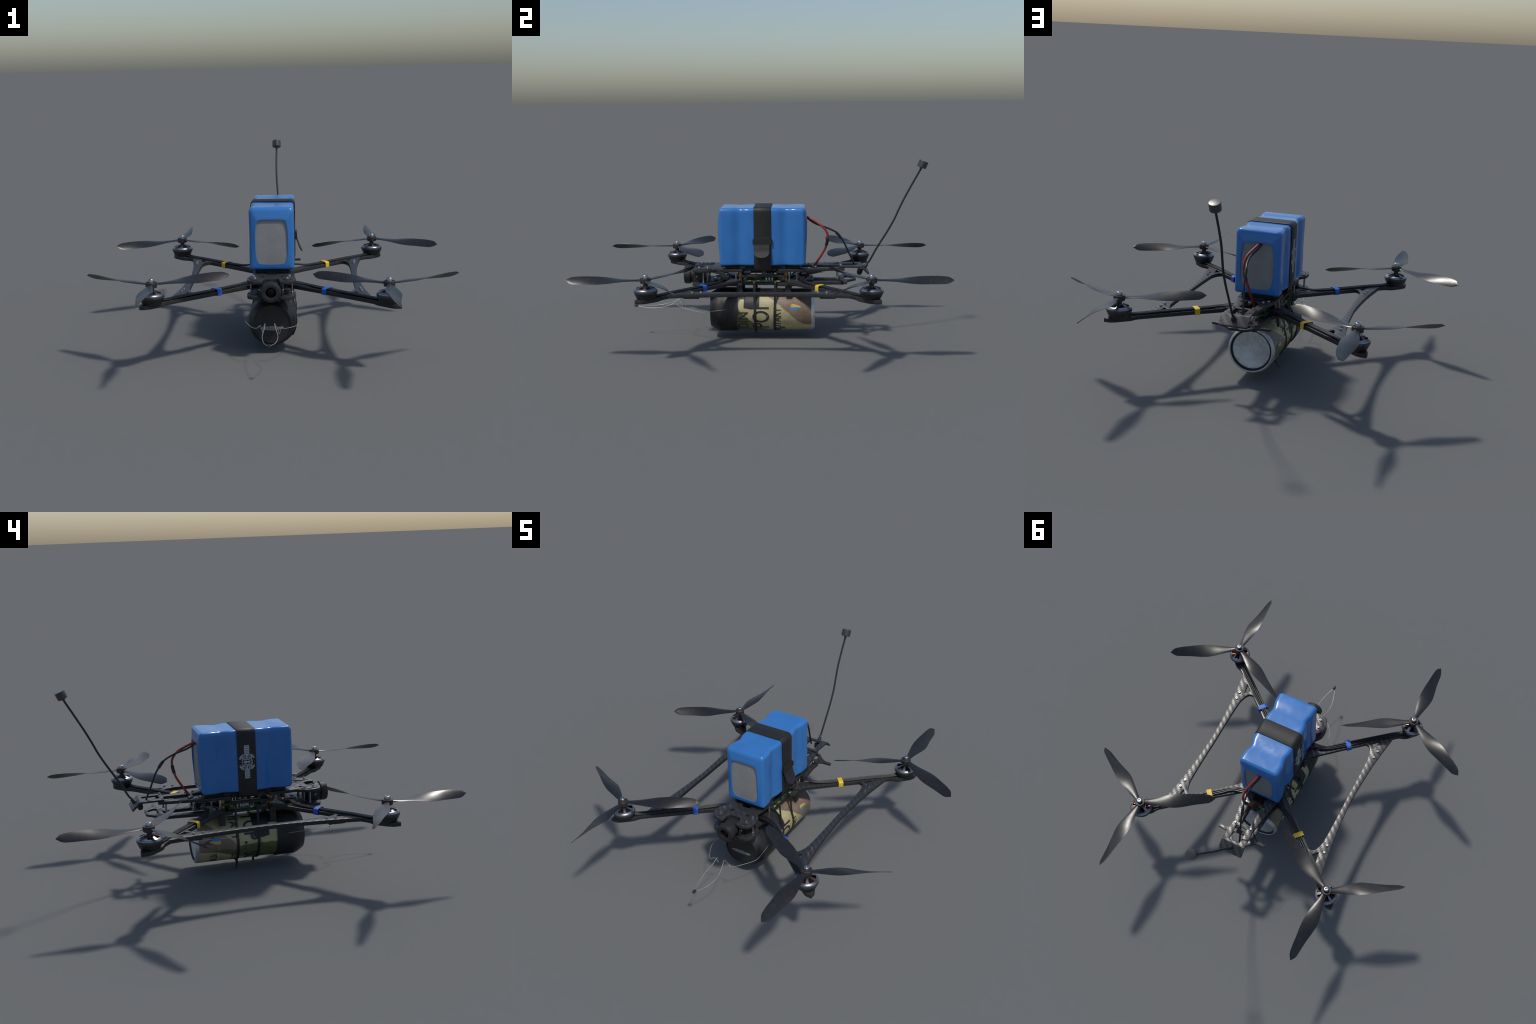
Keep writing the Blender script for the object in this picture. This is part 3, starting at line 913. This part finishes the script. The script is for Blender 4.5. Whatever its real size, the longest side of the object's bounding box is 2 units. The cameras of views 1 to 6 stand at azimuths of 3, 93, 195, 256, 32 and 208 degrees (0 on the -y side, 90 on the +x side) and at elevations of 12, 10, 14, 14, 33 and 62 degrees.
# overlapping tape strips on the cap and over the can
def shell(t0, t1, y0, y1, r, wob=0.0, skew=0.0, n=28, point=0.0):
    """curved strip on the can: angle t (deg), y extent, radius r"""
    vs, fs = [], []; K = 10
    for i in range(n + 1):
        f = i / n; a = radians(t0 + (t1 - t0) * f)
        for k in range(K + 1):
            u = k / K
            y = y0 + (y1 - y0) * u + skew * (f - .5)
            end = max(0, 1 - min(f, 1 - f) * n / 3.0)
            aa = a + (radians(point) * (1 - abs(2 * u - 1)) * end * (-1 if f < .5 else 1) if point else 0)
            rr = r + wob * sin(a * 6 + u * 5)
            vs.append((rr * cos(aa), y, CAN_Z + rr * sin(aa)))
    for i in range(n):
        for k in range(K):
            a = i * (K + 1) + k
            fs.append([a, a + 1, a + K + 2, a + K + 1])
    me = mesh(vs, fs, False)
    bm = bmesh.new(); bm.from_mesh(me)
    bmesh.ops.recalc_face_normals(bm, faces=bm.faces)
    f0 = bm.faces[:][0]; c = f0.calc_center_median()
    if f0.normal.dot(Vector((c.x, 0, c.z - CAN_Z))) < 0: bmesh.ops.reverse_faces(bm, faces=bm.faces)
    r_ = bmesh.ops.extrude_face_region(bm, geom=bm.faces[:])
    for g in r_['geom']:
        if isinstance(g, bmesh.types.BMVert):
            d = Vector((g.co.x, 0, g.co.z - CAN_Z)).normalized(); g.co += d * .0012
    bmesh.ops.recalc_face_normals(bm, faces=bm.faces)
    bm.to_mesh(me); bm.free()
    return me
link('tape_strip', shell(15, 168, -.107, -.020, .1212, .0006, .006, 36, 4), can, ['tape'], angle=40)
link('tape_strip', shell(50, 135, -.150, -.100, .1206, .0004, 0, 24), can, ['tape'], angle=40)
link('tape_strip', shell(-35, 62, -.246, -.196, .1272, .0006, .035, 30), can, ['tape'], angle=40)
# pale lens-shaped slit on the nose
nose_patch = plate_mesh([(.062 * cos(t) - .004, .0115 * sin(t) * abs(sin(t)) ** .3 + .1365) for t in [2 * pi * i / 40 for i in range(40)]], 0, .002, [], .0003)
for v in nose_patch.vertices: v.co = Vector((v.co.x, -.2948 - v.co.z, v.co.y))
link('pale_nose_patch', nose_patch, can, ['nose_patch'])

# print wrapped on the can: letters read upward on the +x side, tops to the front
def can_text(txt, th0, y_base, size, name='can_lettering', th1=None):
    cu = bpy.data.curves.new('t', 'FONT'); cu.body = txt; cu.size = size; cu.extrude = .0; cu.resolution_u = 6; cu.offset = size * .012
    o = bpy.data.objects.new('t', cu); SC.objects.link(o)
    me = bpy.data.meshes.new_from_object(o.evaluated_get(bpy.context.evaluated_depsgraph_get()))
    bpy.data.objects.remove(o); bpy.data.curves.remove(cu)
    bm = bmesh.new(); bm.from_mesh(me)
    bmesh.ops.triangulate(bm, faces=bm.faces)
    bmesh.ops.subdivide_edges(bm, edges=[e for e in bm.edges if e.calc_length() > .012], cuts=2, use_grid_fill=False)
    xs = [v.co.x for v in bm.verts]; x0, x1 = min(xs), max(xs)
    r = bmesh.ops.extrude_face_region(bm, geom=bm.faces[:])
    topv = {g for g in r['geom'] if isinstance(g, bmesh.types.BMVert)}
    for v in bm.verts:
        s = (v.co.x - x0) / (x1 - x0)
        a = radians(th0 + (th1 - th0) * s); rr = CAN_R + (.0010 if v in topv else -.0003)
        v.co = Vector((rr * cos(a), y_base - v.co.y, CAN_Z + rr * sin(a)))
    bmesh.ops.recalc_face_normals(bm, faces=bm.faces)
    bm.to_mesh(me); bm.free()
    return link(name, me, can, ['ink'], angle=30)
can_text('POI', -50, .032, .132, th1=17)
can_text('DIN', -50, -.086, .085, th1=3)
can_text('MILITARY', -75, .100, .060, th1=16)
can_text('ON', -58, .125, .034, th1=-46)
can_text('TCP.', 96, .030, .112, th1=184)
can_text('ITARY', 100, .100, .058, th1=172)
can_text('SO', 210, .030, .112, th1=252)
can_text('LITARY', 212, .100, .058, th1=264)
can_text('PET BE', 205, .215, .05, th1=236)
def badge(t0, name_top, a):
    """shield badge: two halves, flat end at y=.157 and point at y=.220; t0 centre angle, yellow toward larger angle"""
    for k, sg in (('badgey', 1), ('badgeb', -1)):
        P = [(.157, 0), (.220, 0), (.208, 3.6), (.192, 6.4), (.175, 8.4), (.163, 9.0), (.159, 7.2)]
        vs = [( (CAN_R + .0009) * cos(radians(t0 + sg * q)), y, CAN_Z + (CAN_R + .0009) * sin(radians(t0 + sg * q))) for y, q in P]
        vi = [( (CAN_R - .0004) * cos(radians(t0 + sg * q)), y, CAN_Z + (CAN_R - .0004) * sin(radians(t0 + sg * q))) for y, q in P]
        n = len(P); fs = [list(range(n)), list(range(n, 2 * n))] + [[i, (i + 1) % n, n + (i + 1) % n, n + i] for i in range(n)]
        link('can_badge', mesh(vs + vi, fs), can, [k], smooth=False)
badge(16.8, 0, 0); badge(169.5, 0, 0)

# ------------------------------------------------------------------ cable ties round can and bottom plate
def tie_band(y, lean):
    r = CAN_R + .0012; P = []
    for i in range(41):
        a = radians(-203 + 226 * i / 40); P.append(Vector((r * cos(a), y, CAN_Z + r * sin(a))))
    P += [Vector(p) for p in [(.1055, y, .240), (.1015, y, .290), (.1000, y, .334), (.096, y, .3385), (.0, y, .3400), (-.096, y, .3385), (-.1000, y, .334), (-.1015, y, .290), (-.1055, y, .240)]]
    n = len(P); vs, fs = [], []; W, T = .0064, .0036
    c = Vector((0, y, .2))
    for i, p in enumerate(P):
        t = (P[(i + 1) % n] - P[i - 1]).normalized(); nn = Vector((t.z, 0, -t.x))
        if nn.dot(p - c) < 0: nn = -nn
        sh = lean * (p.z - CAN_Z)
        for a, b in ((-W, 0), (-W, T), (W, T), (W, 0)): vs.append(p + nn * b + Vector((0, a + sh, 0)))
    for i in range(n):
        for j in range(4):
            a, b = i * 4, ((i + 1) % n) * 4
            fs.append([a + j, a + (j + 1) % 4, b + (j + 1) % 4, b + j])
    return mesh(vs, fs)
for y, tail, head in ((-.046, [(.030, -.046, .046), (.031, -.047, .030), (.033, -.0455, .012), (.0345, -.045, .0003)], (.030, -.046, .042)),
                      (.067, [(-.046, .066, .046), (-.060, .066, .040), (-.074, .071, .033), (-.086, .076, .024), (-.093, .078, .012)], (-.046, .066, .046))):
    t = link('cable_tie', tie_band(y, -.02 if y < 0 else .02), root, ['black'], angle=40)
    link('tie_tail', sweep(tail, rect(.0120, .0050), 4, up=(1, 0, 0)), t, ['black'])
    link('tie_head', box(head, (.016, .015, .012), .002), t, ['black'])

# ------------------------------------------------------------------ bent contact wire in front of the nose
right = [(.122, -.205, .184), (.1275, -.226, .182), (.133, -.290, .176), (.129, -.351, .170), (.100, -.420, .178), (.066, -.488, .192), (.053, -.494, .204), (.049, -.482, .190), (.041, -.468, .157), (.032, -.472, .185), (.018, -.492, .218), (.027, -.530, .195), (.037, -.590, .178), (.028, -.665, .172), (.008, -.728, .178), (.002, -.745, .181)]
left = [(-.122, -.205, .186), (-.129, -.226, .188), (-.135, -.290, .192), (-.138, -.345, .195), (-.127, -.405, .198), (-.098, -.462, .191), (-.071, -.491, .194), (-.054, -.488, .206), (-.049, -.474, .190), (-.044, -.462, .162), (-.040, -.470, .190), (-.029, -.490, .217), (-.034, -.535, .194), (-.040, -.595, .178), (-.029, -.665, .171), (-.009, -.728, .177), (-.002, -.745, .181)]
tw = link('contact_wire', join_meshes([tube(right, .0013, 8, 6), tube(left, .0013, 8, 6)]), root, ['wire'])
link('wire_bead', along(Vector((0, -.739, .181)), (0, -1, .05), [(0, -.004), (.007, -.004), (.0085, 0), (.0085, .012), (.0065, .016), (0, .016)], 16), tw, ['hub'])
